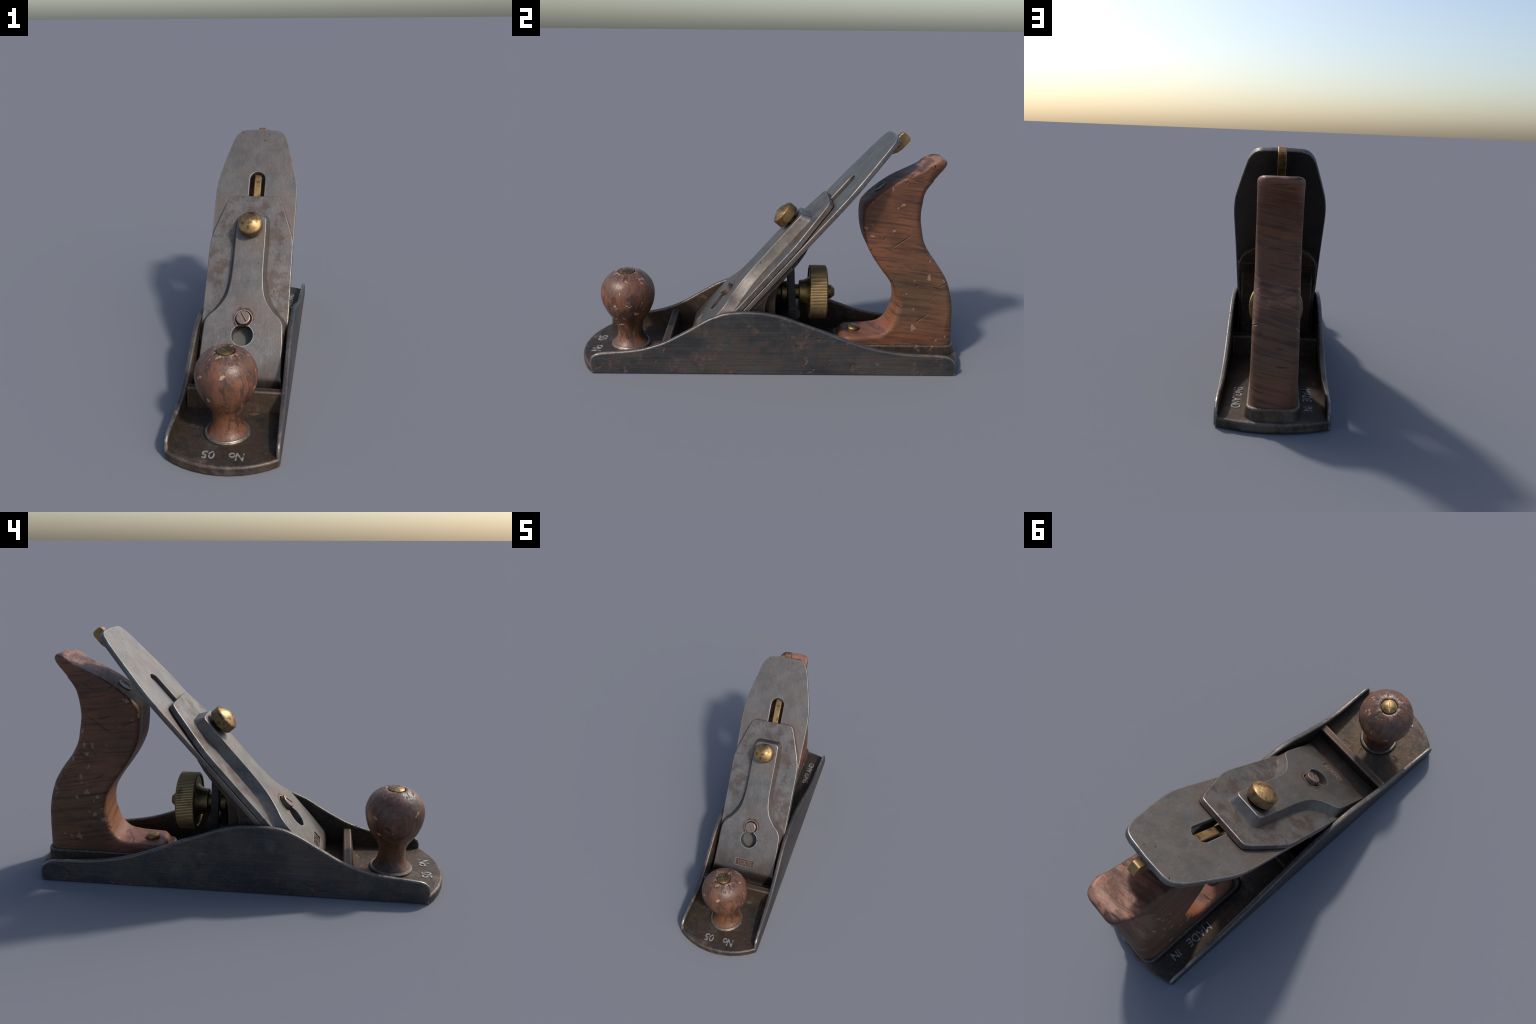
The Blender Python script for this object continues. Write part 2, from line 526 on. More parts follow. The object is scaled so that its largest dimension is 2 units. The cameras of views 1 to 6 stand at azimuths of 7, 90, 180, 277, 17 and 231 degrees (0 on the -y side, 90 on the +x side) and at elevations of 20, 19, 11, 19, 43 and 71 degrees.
def mat_wood_tote():
    """rosewood: red-brown with dark wandering bands, pale paint chips, scratches and grime."""
    k = NT("tote_rosewood")
    p = k.sep(k.co)
    ph = k.add(k.add(p[2], k.mul(p[0], -0.20)), k.mul(p[1], 0.13))
    wig = k.mul(k.math("SUBTRACT", k.noise(3.0, 3, 0.5, co=k.map((1, 1.2, 2.2))), 0.5), 0.036)
    ph = k.add(ph, wig)
    g1 = k.noise(1.0, 4, 0.62, co=k.comb(k.mul(p[0], 0.8), k.mul(p[1], 1.7), k.mul(ph, 40.0)))
    g2 = k.noise(1.0, 5, 0.65, co=k.comb(k.mul(p[0], 4.0), k.mul(p[1], 5.0), k.mul(ph, 95.0)))
    tone = k.noise(4.2, 4, 0.55, co=k.map(loc=(1, 4, 2)))
    tone2 = k.noise(11, 4, 0.6, co=k.map(loc=(6, 4, 2)))
    red = k.mix(k.mapr(tone, 0.35, 0.65), (0.104, 0.043, 0.022), (0.168, 0.065, 0.032))
    brown = k.mix(k.mapr(tone, 0.35, 0.65), (0.084, 0.045, 0.024), (0.130, 0.064, 0.031))
    lowmix = k.mapr(k.add(p[2], k.mul(k.math("SUBTRACT", tone, 0.5), 0.6)), 0.66, 0.46)
    low2 = k.mapr(p[2], 0.16, 0.30)
    col = k.mix(k.mul(lowmix, low2, 0.85), red, brown)
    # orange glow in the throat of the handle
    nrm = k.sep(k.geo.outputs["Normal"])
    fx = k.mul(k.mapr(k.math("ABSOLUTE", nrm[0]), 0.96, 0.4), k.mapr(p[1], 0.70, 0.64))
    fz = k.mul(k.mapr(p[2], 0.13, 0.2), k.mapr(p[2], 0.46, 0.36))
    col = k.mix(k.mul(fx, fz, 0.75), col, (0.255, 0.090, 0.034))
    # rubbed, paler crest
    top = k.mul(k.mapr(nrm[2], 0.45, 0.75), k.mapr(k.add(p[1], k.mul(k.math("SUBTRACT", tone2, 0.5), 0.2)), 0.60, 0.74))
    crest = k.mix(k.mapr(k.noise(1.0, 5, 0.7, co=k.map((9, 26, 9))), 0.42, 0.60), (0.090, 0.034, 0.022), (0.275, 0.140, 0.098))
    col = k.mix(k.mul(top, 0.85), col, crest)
    toe = k.mul(k.mapr(p[2], 0.20, 0.13), k.mapr(p[1], 0.72, 0.55), k.mapr(tone2, 0.36, 0.56))
    col = k.mix(k.mul(toe, 0.65), col, (0.185, 0.065, 0.040))
    dark = k.mapr(g1, 0.525, 0.59)
    dark = k.mul(dark, k.mapr(k.noise(3.5, 3, 0.5, co=k.map(loc=(7, 1, 1))), 0.36, 0.56))
    col = k.mix(k.mul(dark, 0.42), col, (0.022, 0.015, 0.013))
    col = k.mix(k.mul(k.mapr(g2, 0.5, 0.64), 0.6), col, (0.034, 0.019, 0.015))
    col = k.mix(k.mul(k.mapr(g2, 0.46, 0.32), 0.28), col, (0.22, 0.105, 0.066))
    # black bruises
    bruise = k.mapr(k.voro(9, co=k.warp(0.08, 13, 3)), 0.13, 0.05)
    bruise = k.mul(bruise, k.mapr(k.noise(6, 2, co=k.map(loc=(8, 3, 9))), 0.50, 0.58))
    col = k.mix(k.mul(bruise, 0.75), col, (0.020, 0.015, 0.012))
    # thin slanted knife cuts
    crack = None
    for turn, shift, sx in ((0.62, 2.0, 2.0), (0.95, 7.0, 3.2), (-0.35, 4.0, 4.5)):
        lane = k.map((4.0, sx, 34.0), co=k.map(rot=(-turn, 0, 0), loc=(shift, shift, 0), co=k.warp(0.02, 6, 2)))
        c1 = k.mapr(k.voro(1.0, co=lane), 0.165, 0.09)
        crack = c1 if crack is None else k.math("MAXIMUM", crack, c1)
    crack = k.mul(crack, k.mapr(k.noise(5.0, 2, co=k.map(loc=(2, 9, 4))), 0.48, 0.56))
    col = k.mix(k.mul(crack, 0.45), col, (0.022, 0.014, 0.011))
    # pale chips in small clusters
    ch = k.voro(17, co=k.warp(0.075, 26, 4))
    chips = k.mul(k.mapr(ch, 0.225, 0.185), k.mapr(k.noise(7.0, 2, co=k.map((1, 1.3, 0.8), loc=(4, 1, 6))), 0.50, 0.52))
    chips = k.mul(chips, k.mapr(k.math("ABSOLUTE", nrm[0]), 0.2, 0.6, 0.0, 1.0))
    col = k.mix(k.mul(chips, 0.78), col, (0.27, 0.17, 0.115))
    haze = k.mul(k.mapr(k.noise(6, 6, 0.72, co=k.map(loc=(1, 1, 8))), 0.52, 0.72), 0.20)
    col = k.mix(haze, col, (0.135, 0.102, 0.078))
    e = k.mul(k.bevel_edge(0.016, 8, 0.88, 0.62), k.mapr(tone2, 0.42, 0.60))
    col = k.mix(k.mul(e, 0.45), col, (0.24, 0.125, 0.085))
    h = k.add(k.mul(g2, 0.4), k.mul(crack, -1.8))
    h = k.add(h, k.mul(chips, -0.8))
    h = k.add(h, k.mul(bruise, -1.2))
    h = k.add(h, k.mul(k.noise(14, 4, 0.6), 1.0))
    rough = k.mapr(k.noise(9, 4, 0.6, co=k.map(loc=(2, 3, 1))), 0.3, 0.7, 0.46, 0.64)
    return k.done(col, rough, 0.0, k.bump(h, 0.5, 0.006), 0.35)


def mat_wood_knob():
    """turned rosewood: upright streaks, face-grain rings, dry checked crown round the nut."""
    k = NT("knob_rosewood")
    p = k.sep(k.co)     # object origin on the knob axis
    rad = k.math("SQRT", k.add(k.mul(p[0], p[0]), k.mul(p[1], p[1])))
    g1 = k.noise(1.0, 5, 0.64, co=k.map((24, 16, 3.2), rot=(0.25, 0.1, 0), co=k.warp(0.10, 8, 3)))
    g2 = k.noise(1.0, 5, 0.66, co=k.map((95, 95, 10), co=k.warp(0.03, 12, 2)))
    tone = k.noise(7, 4, 0.6, co=k.map(loc=(2, 5, 1)))
    blot = k.noise(15, 5, 0.66, co=k.map((1, 1, 0.6), loc=(5, 2, 2)))
    col = k.mix(k.mapr(tone, 0.36, 0.64), (0.100, 0.042, 0.024), (0.168, 0.066, 0.034))
    neck = k.mul(k.mapr(p[2], 0.29, 0.20), k.mapr(tone, 0.34, 0.56))
    col = k.mix(k.mul(neck, 0.75), col, (0.150, 0.060, 0.026))
    col = k.mix(k.mul(k.mapr(g1, 0.51, 0.62), 0.72), col, (0.026, 0.016, 0.013))
    col = k.mix(k.mul(k.mapr(blot, 0.54, 0.66), 0.5), col, (0.034, 0.020, 0.015))
    # face-grain rings on the flanks
    q = k.sep(k.warp(0.06, 6, 2))
    rr = k.math("SQRT", k.add(k.mul(q[1], q[1]), k.math("POWER", k.math("ABSOLUTE", k.math("SUBTRACT", q[2], 0.32)), 2.0)))
    rg = k.math("SINE", k.mul(rr, 210.0))
    flank = k.mapr(k.mul(q[0], -1.0), 0.07, 0.10)
    col = k.mix(k.mul(k.mapr(rg, 0.2, 0.95), flank, 0.42), col, (0.026, 0.017, 0.014))
    col = k.mix(k.mul(k.mapr(g2, 0.5, 0.66), 0.5), col, (0.046, 0.025, 0.018))
    col = k.mix(k.mul(k.mapr(g2, 0.46, 0.34), 0.25), col, (0.20, 0.105, 0.072))
    # dry greyed crown
    crown = k.mapr(k.add(p[2], k.mul(k.math("SUBTRACT", blot, 0.5), 0.16)), 0.38, 0.47)
    col = k.mix(k.mul(crown, 0.35), col, (0.110, 0.070, 0.050))
    # radial checks around the nut
    ang = k.math("ARCTAN2", p[1], p[0])
    cv = k.comb(k.mul(k.math("SINE", ang), 1.0), k.mul(k.math("COSINE", ang), 1.0), k.mul(rad, 6.0))
    cn = k.noise(4.6, 4, 0.65, co=cv)
    checks = k.mul(k.mapr(cn, 0.55, 0.61), k.mapr(k.add(rad, k.mul(k.math("SUBTRACT", tone, 0.5), 0.16)), 0.098, 0.064), k.mapr(p[2], 0.39, 0.43))
    pale = k.mul(k.mapr(cn, 0.47, 0.40), k.mapr(k.add(rad, k.mul(k.math("SUBTRACT", blot, 0.5), 0.09)), 0.078, 0.058), k.mapr(p[2], 0.42, 0.44))
    col = k.mix(k.mul(pale, 0.7), col, (0.30, 0.185, 0.125))
    col = k.mix(k.mul(checks, 0.9), col, (0.016, 0.011, 0.009))
    ch = k.voro(17, co=k.warp(0.085, 26, 4))
    chips = k.mul(k.mapr(ch, 0.24, 0.205), k.mapr(k.noise(7.5, 2, co=k.map(loc=(3, 3, 4))), 0.50, 0.52))
    col = k.mix(k.mul(chips, 0.88), col, (0.37, 0.225, 0.145))
    bruise = k.mul(k.mapr(k.voro(11, co=k.warp(0.08, 12, 3, co=k.map(loc=(4, 4, 4)))), 0.18, 0.06), k.mapr(k.noise(6, 2, co=k.map(loc=(1, 3, 9))), 0.48, 0.56))
    col = k.mix(k.mul(bruise, 0.75), col, (0.022, 0.014, 0.011))
    h = k.add(k.mul(g2, 0.4), k.mul(checks, -2.6))
    h = k.add(h, k.mul(chips, -0.8))
    h = k.add(h, k.mul(bruise, -1.0))
    h = k.add(h, k.mul(k.noise(16, 4, 0.6), 1.1))
    rough = k.mapr(blot, 0.3, 0.7, 0.32, 0.48)
    return k.done(col, rough, 0.0, k.bump(h, 0.6, 0.006), 0.5)


def mat_plain(name, col, rough, metal, var=0.35, scale=30):
    k = NT(name)
    n = k.noise(scale, 4, 0.6)
    dk = tuple(c * (1 - var) for c in col)
    c = k.mix(k.mapr(n, 0.3, 0.7), dk, col)
    e = k.mul(k.bevel_edge(0.005, 5), 0.35)
    c = k.mix(e, c, tuple(min(1.0, x * 2.2 + 0.05) for x in col))
    return k.done(c, rough, metal, k.bump(n, 0.2, 0.004))


IRON_OUT = mat_cast_iron("ground_cast_iron", "cheek")
IRON_IN = mat_cast_iron("japanned_cast_iron", "bed")
IRON_FROG = mat_cast_iron("brown_cast_iron", "frog")
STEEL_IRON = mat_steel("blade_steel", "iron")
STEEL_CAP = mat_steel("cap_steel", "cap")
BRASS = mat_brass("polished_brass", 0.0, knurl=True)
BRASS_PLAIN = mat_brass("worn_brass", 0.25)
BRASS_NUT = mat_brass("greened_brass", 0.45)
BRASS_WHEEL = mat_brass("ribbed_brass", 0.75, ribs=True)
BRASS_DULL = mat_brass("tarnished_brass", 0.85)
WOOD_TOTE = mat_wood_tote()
WOOD_KNOB = mat_wood_knob()
DARK = mat_plain("blackened_steel", (0.045, 0.038, 0.036), 0.5, 0.5)
SCREW = mat_plain("screw_steel", (0.24, 0.18, 0.15), 0.42, 0.8)
RUST = mat_plain("rusty_recess", (0.060, 0.037, 0.027), 0.8, 0.1)
RUST_LIGHT = mat_plain("rusty_letter", (0.135, 0.086, 0.062), 0.7, 0.2)
def mat_letter():
    k = NT("worn_letter")
    n = k.mapr(k.noise(48, 4, 0.7), 0.38, 0.50)
    c = k.mix(n, (0.062, 0.048, 0.038), (0.33, 0.32, 0.30))
    return k.done(c, 0.52, 0.5)


LETTER = mat_letter()
RING = mat_plain("knob_ring_steel", (0.20, 0.18, 0.16), 0.45, 0.7)
NUT_DARK = mat_plain("sunken_nut_steel", (0.13, 0.125, 0.10), 0.45, 0.7)

# -------------------------------------------------------------------- frame
plane = bpy.data.objects.new("hand_plane", None)
plane["label"] = "worn vintage steel bench hand plane with rosewood knob and handle"
plane["category"] = "hand plane"
link(plane)

A = math.radians(49.3)            # bed angle of the cutting iron
BED = Matrix(((1, 0, 0, 0),
              (0, math.cos(A), -math.sin(A), 0),
              (0, math.sin(A), math.cos(A), 0.50),
              (0, 0, 0, 1)))      # local (x, s along the iron, h above it)

# --------------------------------------------------------------------- body
HALF = 0.254
FLOOR = 0.046


def arc_end(sign, y_corner, y_mid, n=10, half=HALF):
    sag = abs(y_mid - y_corner)
    R = (half * half + sag * sag) / (2 * sag)
    a = math.asin(half / R)
    pts = []
    for i in range(n + 1):
        t = -a + 2 * a * i / n
        pts.append((R * math.sin(t), y_mid - sign * (R - R * math.cos(t))))
    return pts


front = arc_end(-1, -0.914, -1.0, half=HALF - 0.0008)
rear = arc_end(1, 0.944, 1.0, half=HALF - 0.0008)
bm = bmesh.new()
prism(bm, front + rear[::-1], 0.0, FLOOR)
sole = make("sole", bm, IRON_IN, plane, bevel=0.011, seg=3)

cheek_line = [(-0.907, 0.091), (-0.882, 0.1085), (-0.81, 0.1185), (-0.726, 0.1265), (-0.65, 0.138),
              (-0.593, 0.154), (-0.546, 0.171), (-0.497, 0.194), (-0.44, 0.226), (-0.38, 0.262), (-0.32, 0.298),
              (-0.27, 0.321), (-0.225, 0.3365), (-0.15, 0.3445), (-0.09, 0.3445), (-0.03, 0.340), (0.05, 0.3235),
              (0.14, 0.291), (0.255, 0.2475), (0.36, 0.204), (0.445, 0.172), (0.515, 0.150), (0.63, 0.128),
              (0.74, 0.1165), (0.85, 0.1135), (0.90, 0.106), (0.938, 0.080)]
top_line = catmull(cheek_line, 4)
side_profile = [(-0.914, 0.0), (-0.9155, 0.066)] + top_line + [(0.9475, 0.055), (0.9475, 0.0)]


def inner_x(y):
    t = max(0.0, min(1.0, (abs(y) - 0.62) / 0.28))
    return 0.2275 + 0.008 * t * t * (3 - 2 * t)


for sgn in (1, -1):
    bm = bmesh.new()
    n = len(side_profile)
    out, inn = [], []
    for i, (y, z) in enumerate(side_profile):
        jit = 0.0012 * (noise.noise((y * 9, z * 9, sgn * 4.0)))
        zz = z + (jit if 1 < i < n - 2 else 0.0)
        out.append(bm.verts.new((sgn * HALF, y, zz)))
        inn.append(bm.verts.new((sgn * inner_x(y), y, zz)))
    bm.faces.new(out)
    bm.faces.new(inn[::-1])
    for i in range(n):
        j = (i + 1) % n
        bm.faces.new((out[i], inn[i], inn[j], out[j]))
    me_ob = make("side_wall", bm, IRON_OUT, plane, bevel=0.0085, seg=3, limit=40)
    # inner face carries the darker japanning
    me_ob.data.materials.append(IRON_IN)
    for f in me_ob.data.polygons:
        if f.normal.x * sgn < -0.5:
            f.material_index = 1

# cross bar in front of the mouth
bm = bmesh.new()
prism(bm, [(-0.575, 0.03), (-0.556, 0.145), (-0.517, 0.145), (-0.512, 0.03)], -0.231, 0.231, lambda u, v, w: (w, u, v))
make("cross_rib", bm, IRON_IN, plane, bevel=0.006, seg=2)
# cross bar behind the frog
bm = bmesh.new()
prism(bm, [(0.066, 0.03), (0.066, 0.151), (0.143, 0.151), (0.148, 0.03)], -0.231, 0.231, lambda u, v, w: (w, u, v))
make("cross_rib", bm, IRON_IN, plane, bevel=0.006, seg=2)

# raised seat for the tote
bm = bmesh.new()
rings_loft(bm, [[(u, v, h) for u, v in rounded_rect(-0.1165 - d, 0.1165 + d, 0.344 - d, 0.9725 + d * 0.4, 0.054 + d, 9)]
                for h, d in ((0.03, 0.010), (0.055, 0.006), (0.1015, 0.0))])
make("tote_seat", bm, IRON_IN, plane, bevel=0.008, seg=3)
# ring under the knob
bm = bmesh.new()
lathe(bm, [(0.100, 0.060), (0.104, 0.056), (0.104, 0.03)], 56)
r = make("knob_seat", bm, IRON_IN, plane, Matrix.Translation((0, -0.753, 0)))

# ---------------------------------------------------------------- lettering
def lettering(body, x_size, y_size, matrix, mat, extrude, name="lettering", parent=plane, thin=0.0):
    cu = bpy.data.curves.new("text", "FONT")
    cu.body = body
    cu.size = 1.0
    cu.extrude = 0.0
    cu.offset = thin
    tmp = bpy.data.objects.new("text", cu)
    COL.objects.link(tmp)
    bpy.context.view_layer.update()
    dg = bpy.context.evaluated_depsgraph_get()
    me = bpy.data.meshes.new_from_object(tmp.evaluated_get(dg))
    bpy.data.objects.remove(tmp)
    bpy.data.curves.remove(cu)
    xs = [v.co.x for v in me.vertices]
    ys = [v.co.y for v in me.vertices]
    bm = bmesh.new()
    bm.from_mesh(me)
    bpy.data.meshes.remove(me)
    for v in bm.verts:
        v.co.x = ((v.co.x - min(xs)) / (max(xs) - min(xs)) - 0.5) * x_size
        v.co.y = ((v.co.y - min(ys)) / (max(ys) - min(ys)) - 0.5) * y_size
        v.co.z = 0
    res = bmesh.ops.extrude_face_region(bm, geom=bm.faces[:])
    for g in res["geom"]:
        if isinstance(g, bmesh.types.BMVert):
            g.co.z = extrude
    return make(name, bm, mat, parent, matrix, weighted=False)


def floor_at(x, y, rot):
    return Matrix.Translation((x, y, FLOOR - 0.0006)) @ Matrix.Rotation(math.radians(rot), 4, "Z")


lettering("ENGLAND", 0.236, 0.043, floor_at(0.1665, 0.731, 90), LETTER, 0.003, thin=0.012)
lettering("MADE", 0.142, 0.043, floor_at(-0.158, 0.683, 90), LETTER, 0.003, thin=0.012)
lettering("IN", 0.044, 0.041, floor_at(-0.158, 0.833, 90), LETTER, 0.003, thin=0.012)
lettering("N", 0.036, 0.050, floor_at(0.081, -0.922, 180), LETTER, 0.003, thin=0.012)
lettering("o", 0.029, 0.032, floor_at(0.047, -0.913, 180), LETTER, 0.003, thin=0.012)
lettering("05", 0.058, 0.050, floor_at(-0.056, -0.921, 180), LETTER, 0.003, thin=0.012)

# --------------------------------------------------------------------- frog
frog_half = [(0.0, 0.275), (0.06, 0.269), (0.122, 0.243), (0.170, 0.203), (0.200, 0.150), (0.212, 0.09), (0.2155, 0.016),
             (0.217, -0.20), (0.217, -0.60)]
bm = bmesh.new()
prism(bm, mirror(frog_half), -0.049, -0.0245)
make("frog_plate", bm, IRON_FROG, plane, BED, bevel=0.004, seg=2)
frog = bmesh.new()
for sgn in (1, -1):
    side = catmull([(0.112, 0.557), (0.080, 0.521), (0.036, 0.471), (-0.004, 0.419), (-0.018, 0.388), (-0.026, 0.358)], 3) + \
        [(-0.026, 0.03), (-0.36, 0.03), (-0.36, 0.06), (0.098, 0.572)]
    prism(frog, side, 0.185, 0.2145, lambda u, v, w, q=sgn: (q * w, u, v))
make("frog_cheeks", frog, IRON_FROG, plane, bevel=0.004, seg=2)
bm = bmesh.new()
prism(bm, catmull([(0.118, 0.561), (0.078, 0.517), (0.048, 0.475), (0.032, 0.425), (0.026, 0.36), (0.030, 0.20), (0.045, 0.03)], 3) + [(-0.36, 0.03), (-0.36, 0.05), (0.100, 0.566)], -0.1955, 0.1955,
      lambda u, v, w: (w, u, v))
make("frog_core", bm, IRON_FROG, plane, bevel=0.006, seg=2)

# ------------------------------------------------------------- cutting iron
half = [(0.0, 0.9165), (0.076, 0.9155)] + catmull([(0.076, 0.9155), (0.122, 0.900), (0.152, 0.857), (0.164, 0.82)], 4)[1:] + \
    catmull([(0.164, 0.82), (0.196, 0.700), (0.2195, 0.598), (0.2275, 0.52), (0.2285, 0.45)], 4)[1:] + [(0.2255, 0.20), (0.2245, -0.20), (0.2245, -0.632)]
half = [half[0]] + half[2:]
bm = bmesh.new()
prism(bm, mirror(half), -0.0245, 0.0)
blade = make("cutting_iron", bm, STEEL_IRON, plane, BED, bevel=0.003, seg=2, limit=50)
slot = [(0.0435 * math.cos(a), 0.593 + 0.0435 * math.sin(a)) for a in [math.pi * i / 14 for i in range(15)]] + [(-0.0435, 0.10), (0.0435, 0.10)]
bm = bmesh.new()
prism(bm, slot, -0.1, 0.1)
cut(blade, [cutter(bm, BED)])

# lateral adjusting lever (brass strip under the iron with a raised thumb piece)
bm = bmesh.new()
strip = [(0.26, -0.026), (0.935, -0.0255), (0.947, -0.031), (0.9505, -0.042), (0.9505, -0.069), (0.946, -0.077), (0.936, -0.082), (0.883, -0.082),
         (0.856, -0.075), (0.836, -0.063), (0.812, -0.046), (0.780, -0.040), (0.26, -0.040)]
prism(bm, strip, -0.0195, 0.0195, lambda u, v, w: (w, u, v))
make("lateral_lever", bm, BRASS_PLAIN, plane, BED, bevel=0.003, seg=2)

# ---------------------------------------------------------------- lever cap
def resample(pts, n):
    d = [0.0]
    for a, b in zip(pts[:-1], pts[1:]):
        d.append(d[-1] + math.hypot(b[0] - a[0], b[1] - a[1]))
    out = []
    k = 0
    for i in range(n):
        t = d[-1] * i / (n - 1)
        while k < len(d) - 2 and d[k + 1] < t:
            k += 1
        f = (t - d[k]) / max(d[k + 1] - d[k], 1e-9)
        out.append((pts[k][0] + (pts[k + 1][0] - pts[k][0]) * f, pts[k][1] + (pts[k + 1][1] - pts[k][1]) * f))
    return out


plate_half = [(0.0, 0.470)] + catmull([(0.112, 0.470), (0.131, 0.4655), (0.143, 0.449)], 4) + \
    catmull([(0.155, 0.424), (0.188, 0.327), (0.2125, 0.252), (0.223, 0.210), (0.2265, 0.165)], 4) + \
    [(0.2265, 0.10), (0.2265, -0.25), (0.2265, -0.36)]
bm = bmesh.new()
prism(bm, mirror(plate_half), 0.0025, 0.031)
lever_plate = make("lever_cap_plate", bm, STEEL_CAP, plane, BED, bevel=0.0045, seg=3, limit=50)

CORNER = [(math.sin(math.radians(a)), math.cos(math.radians(a))) for a in range(0, 91, 15)]
top_half = [(0.0, 0.329)] + [(0.052 + 0.026 * s_, 0.303 + 0.026 * c_) for s_, c_ in CORNER] + \
    catmull([(0.0795, 0.24), (0.0805, 0.15), (0.081, 0.045), (0.0855, -0.055), (0.101, -0.135), (0.144, -0.203), (0.184, -0.243), (0.199, -0.272),
             (0.204, -0.32), (0.206, -0.42), (0.209, -0.56)], 6)
foot_half = [(0.0, 0.354)] + [(0.060 + 0.036 * s_, 0.318 + 0.036 * c_) for s_, c_ in CORNER] + \
    catmull([(0.099, 0.24), (0.1005, 0.15), (0.101, 0.035), (0.109, -0.040), (0.135, -0.122), (0.172, -0.186), (0.214, -0.238), (0.2255, -0.268),
             (0.2265, -0.32), (0.2265, -0.42), (0.2265, -0.56)], 6)
levels = []
H0, H1 = 0.024, 0.0815
NB = 5
for i in range(7):                         # sloped flank
    f = i / 6.0
    levels.append((H0 + (H1 - 0.006 - H0) * f, f * 0.93, 0))
for i in range(1, NB + 1):                 # rounded brow
    a = math.pi / 2 * i / NB
    levels.append((H1 - 0.006 + 0.006 * math.sin(a), 0.93, 1 - math.cos(a)))


def nose_s(h):
    """the toe rolls down: s of the lower end for a height h"""
    t = max(0.0, min(1.0, (H1 - h) / 0.075))
    return -0.537 - 0.098 * (1 - (1 - t) ** 2.0) ** 0.5 * (0.62 + 0.38 * t)


rings = []
for h, f, brow in levels:
    pts = []
    for (fx_, fs), (tx, ts) in zip(foot_half, top_half):
        ff = f + 0.0
        # fillet at the foot of the flank, rounded top edge
        ease = ff ** 0.75 if ff < 0.6 else ff ** 0.75
        x = fx_ + (tx - fx_) * ease
        s = fs + (ts - fs) * ease
        if brow:
            inset = 0.006 * brow
            x = x - (inset if x > 0 else 0) * (1 if x > inset else 0)
            if ts > 0.29:
                s -= inset
        pts.append([x, s])
    # stretch the tail to the rolled toe
    send = nose_s(h)
    out = []
    for x, s in pts:
        if s < -0.42:
            s = -0.42 + (s + 0.42) / (-0.56 + 0.42) * (send + 0.42)
        out.append((x, s))
    ring = [(x, s, h) for x, s in mirror(out)]
    rings.append(ring)
# lower body below the plate line so that the toe reaches the iron
low = []
for h in (0.004, 0.012):
    pts = []
    for (fx_, fs) in foot_half:
        s = fs
        if s < -0.42:
            s = -0.42 + (s + 0.42) / (-0.56 + 0.42) * (nose_s(h) + 0.42)
        pts.append((fx_, s))
    low.append([(x, s, h) for x, s in mirror(pts)])
bm = bmesh.new()
rings_loft(bm, low + rings)
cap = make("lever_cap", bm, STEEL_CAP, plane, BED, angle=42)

bm = bmesh.new()
prism(bm, circle(0, -0.337, 0.0555, 44), -0.02, 0.2)
bm2 = bmesh.new()
prism(bm2, circle(0, -0.25, 0.0435, 40), 0.062, 0.2)
bm3 = bmesh.new()
prism(bm3, rounded_rect(-0.063, 0.063, -0.519, -0.4735, 0.004, 3), 0.0755, 0.2)
cut(cap, [cutter(bm, BED), cutter(bm2, BED), cutter(bm3, BED)])
lever_plate_cut = bmesh.new()
prism(lever_plate_cut, circle(0, -0.337, 0.0565, 44), -0.02, 0.2)
cut(lever_plate, [cutter(lever_plate_cut, BED)])
lever_plate.parent = cap
lever_plate.matrix_world = BED
# stamped maker's plate: recessed rusty field with raised letters
bm = bmesh.new()
prism(bm, rounded_rect(-0.0625, 0.0625, -0.5185, -0.474, 0.004, 3), 0.070, 0.0762)
make("stamp_field", bm, RUST, cap, BED, weighted=False)
lettering("YOKTS'", 0.098, 0.031, BED @ Matrix.Translation((0.002, -0.4965, 0.076)), RUST_LIGHT, 0.003, name="lettering", parent=cap, thin=-0.006)

# cap iron at the keyhole bottom, colour darkened for the unlit depth
bm = bmesh.new()
prism(bm, rounded_rect(-0.12, 0.12, -0.57, 0.20, 0.02, 3), 0.0006, 0.0030)
make("cap_iron", bm, mat_plain("darkened_cap_iron", (0.050, 0.048, 0.042), 0.65, 0.2, 0.3), plane, BED, weighted=False)

# slotted screw holding the lever cap
bm = bmesh.new()
lathe(bm, [(0.031, 0.107), (0.035, 0.1045), (0.0362, 0.100), (0.0362, 0.055)], 40)
SCR = BED @ Matrix.Translation((0, -0.25, 0))
scr = make("cap_screw", bm, SCREW, plane, SCR)
bm = bmesh.new()
prism(bm, rounded_rect(-0.0055, 0.0055, -0.029, 0.029, 0.0045, 4), 0.099, 0.2)
cut(scr, [cutter(bm, SCR @ Matrix.Rotation(math.radians(33), 4, "Z"))])
bm = bmesh.new()
prism(bm, rounded_rect(-0.005, 0.005, -0.0285, 0.0285, 0.0045, 4), 0.09, 0.0995)
make("slot_rust", bm, RUST_LIGHT, scr, SCR @ Matrix.Rotation(math.radians(33), 4, "Z"), weighted=False)

# brass thumb screw
bm = bmesh.new()
lathe(bm, [(0.0, 0.1715), (0.010, 0.1712), (0.019, 0.1695), (0.030, 0.1655), (0.046, 0.158), (0.058, 0.1515), (0.0632, 0.1475), (0.065, 0.144),
           (0.065, 0.1035), (0.0625, 0.100), (0.032, 0.098), (0.031, 0.080)], 18)
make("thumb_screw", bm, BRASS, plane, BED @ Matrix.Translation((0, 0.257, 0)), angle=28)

# ------------------------------------------------------- depth adjuster
AX = Matrix.Translation((0, 0, 0.357)) @ Matrix.Rotation(math.radians(-90), 4, "X")    # local z -> +y
bm = bmesh.new()
teeth = 108


def mill(a, z):
    return 1.0 + 0.013 * (abs(math.sin(a * teeth / 2.0 + 0.5 * noise.noise((math.cos(a) * 5, math.sin(a) * 5, z * 30)))) - 0.5)


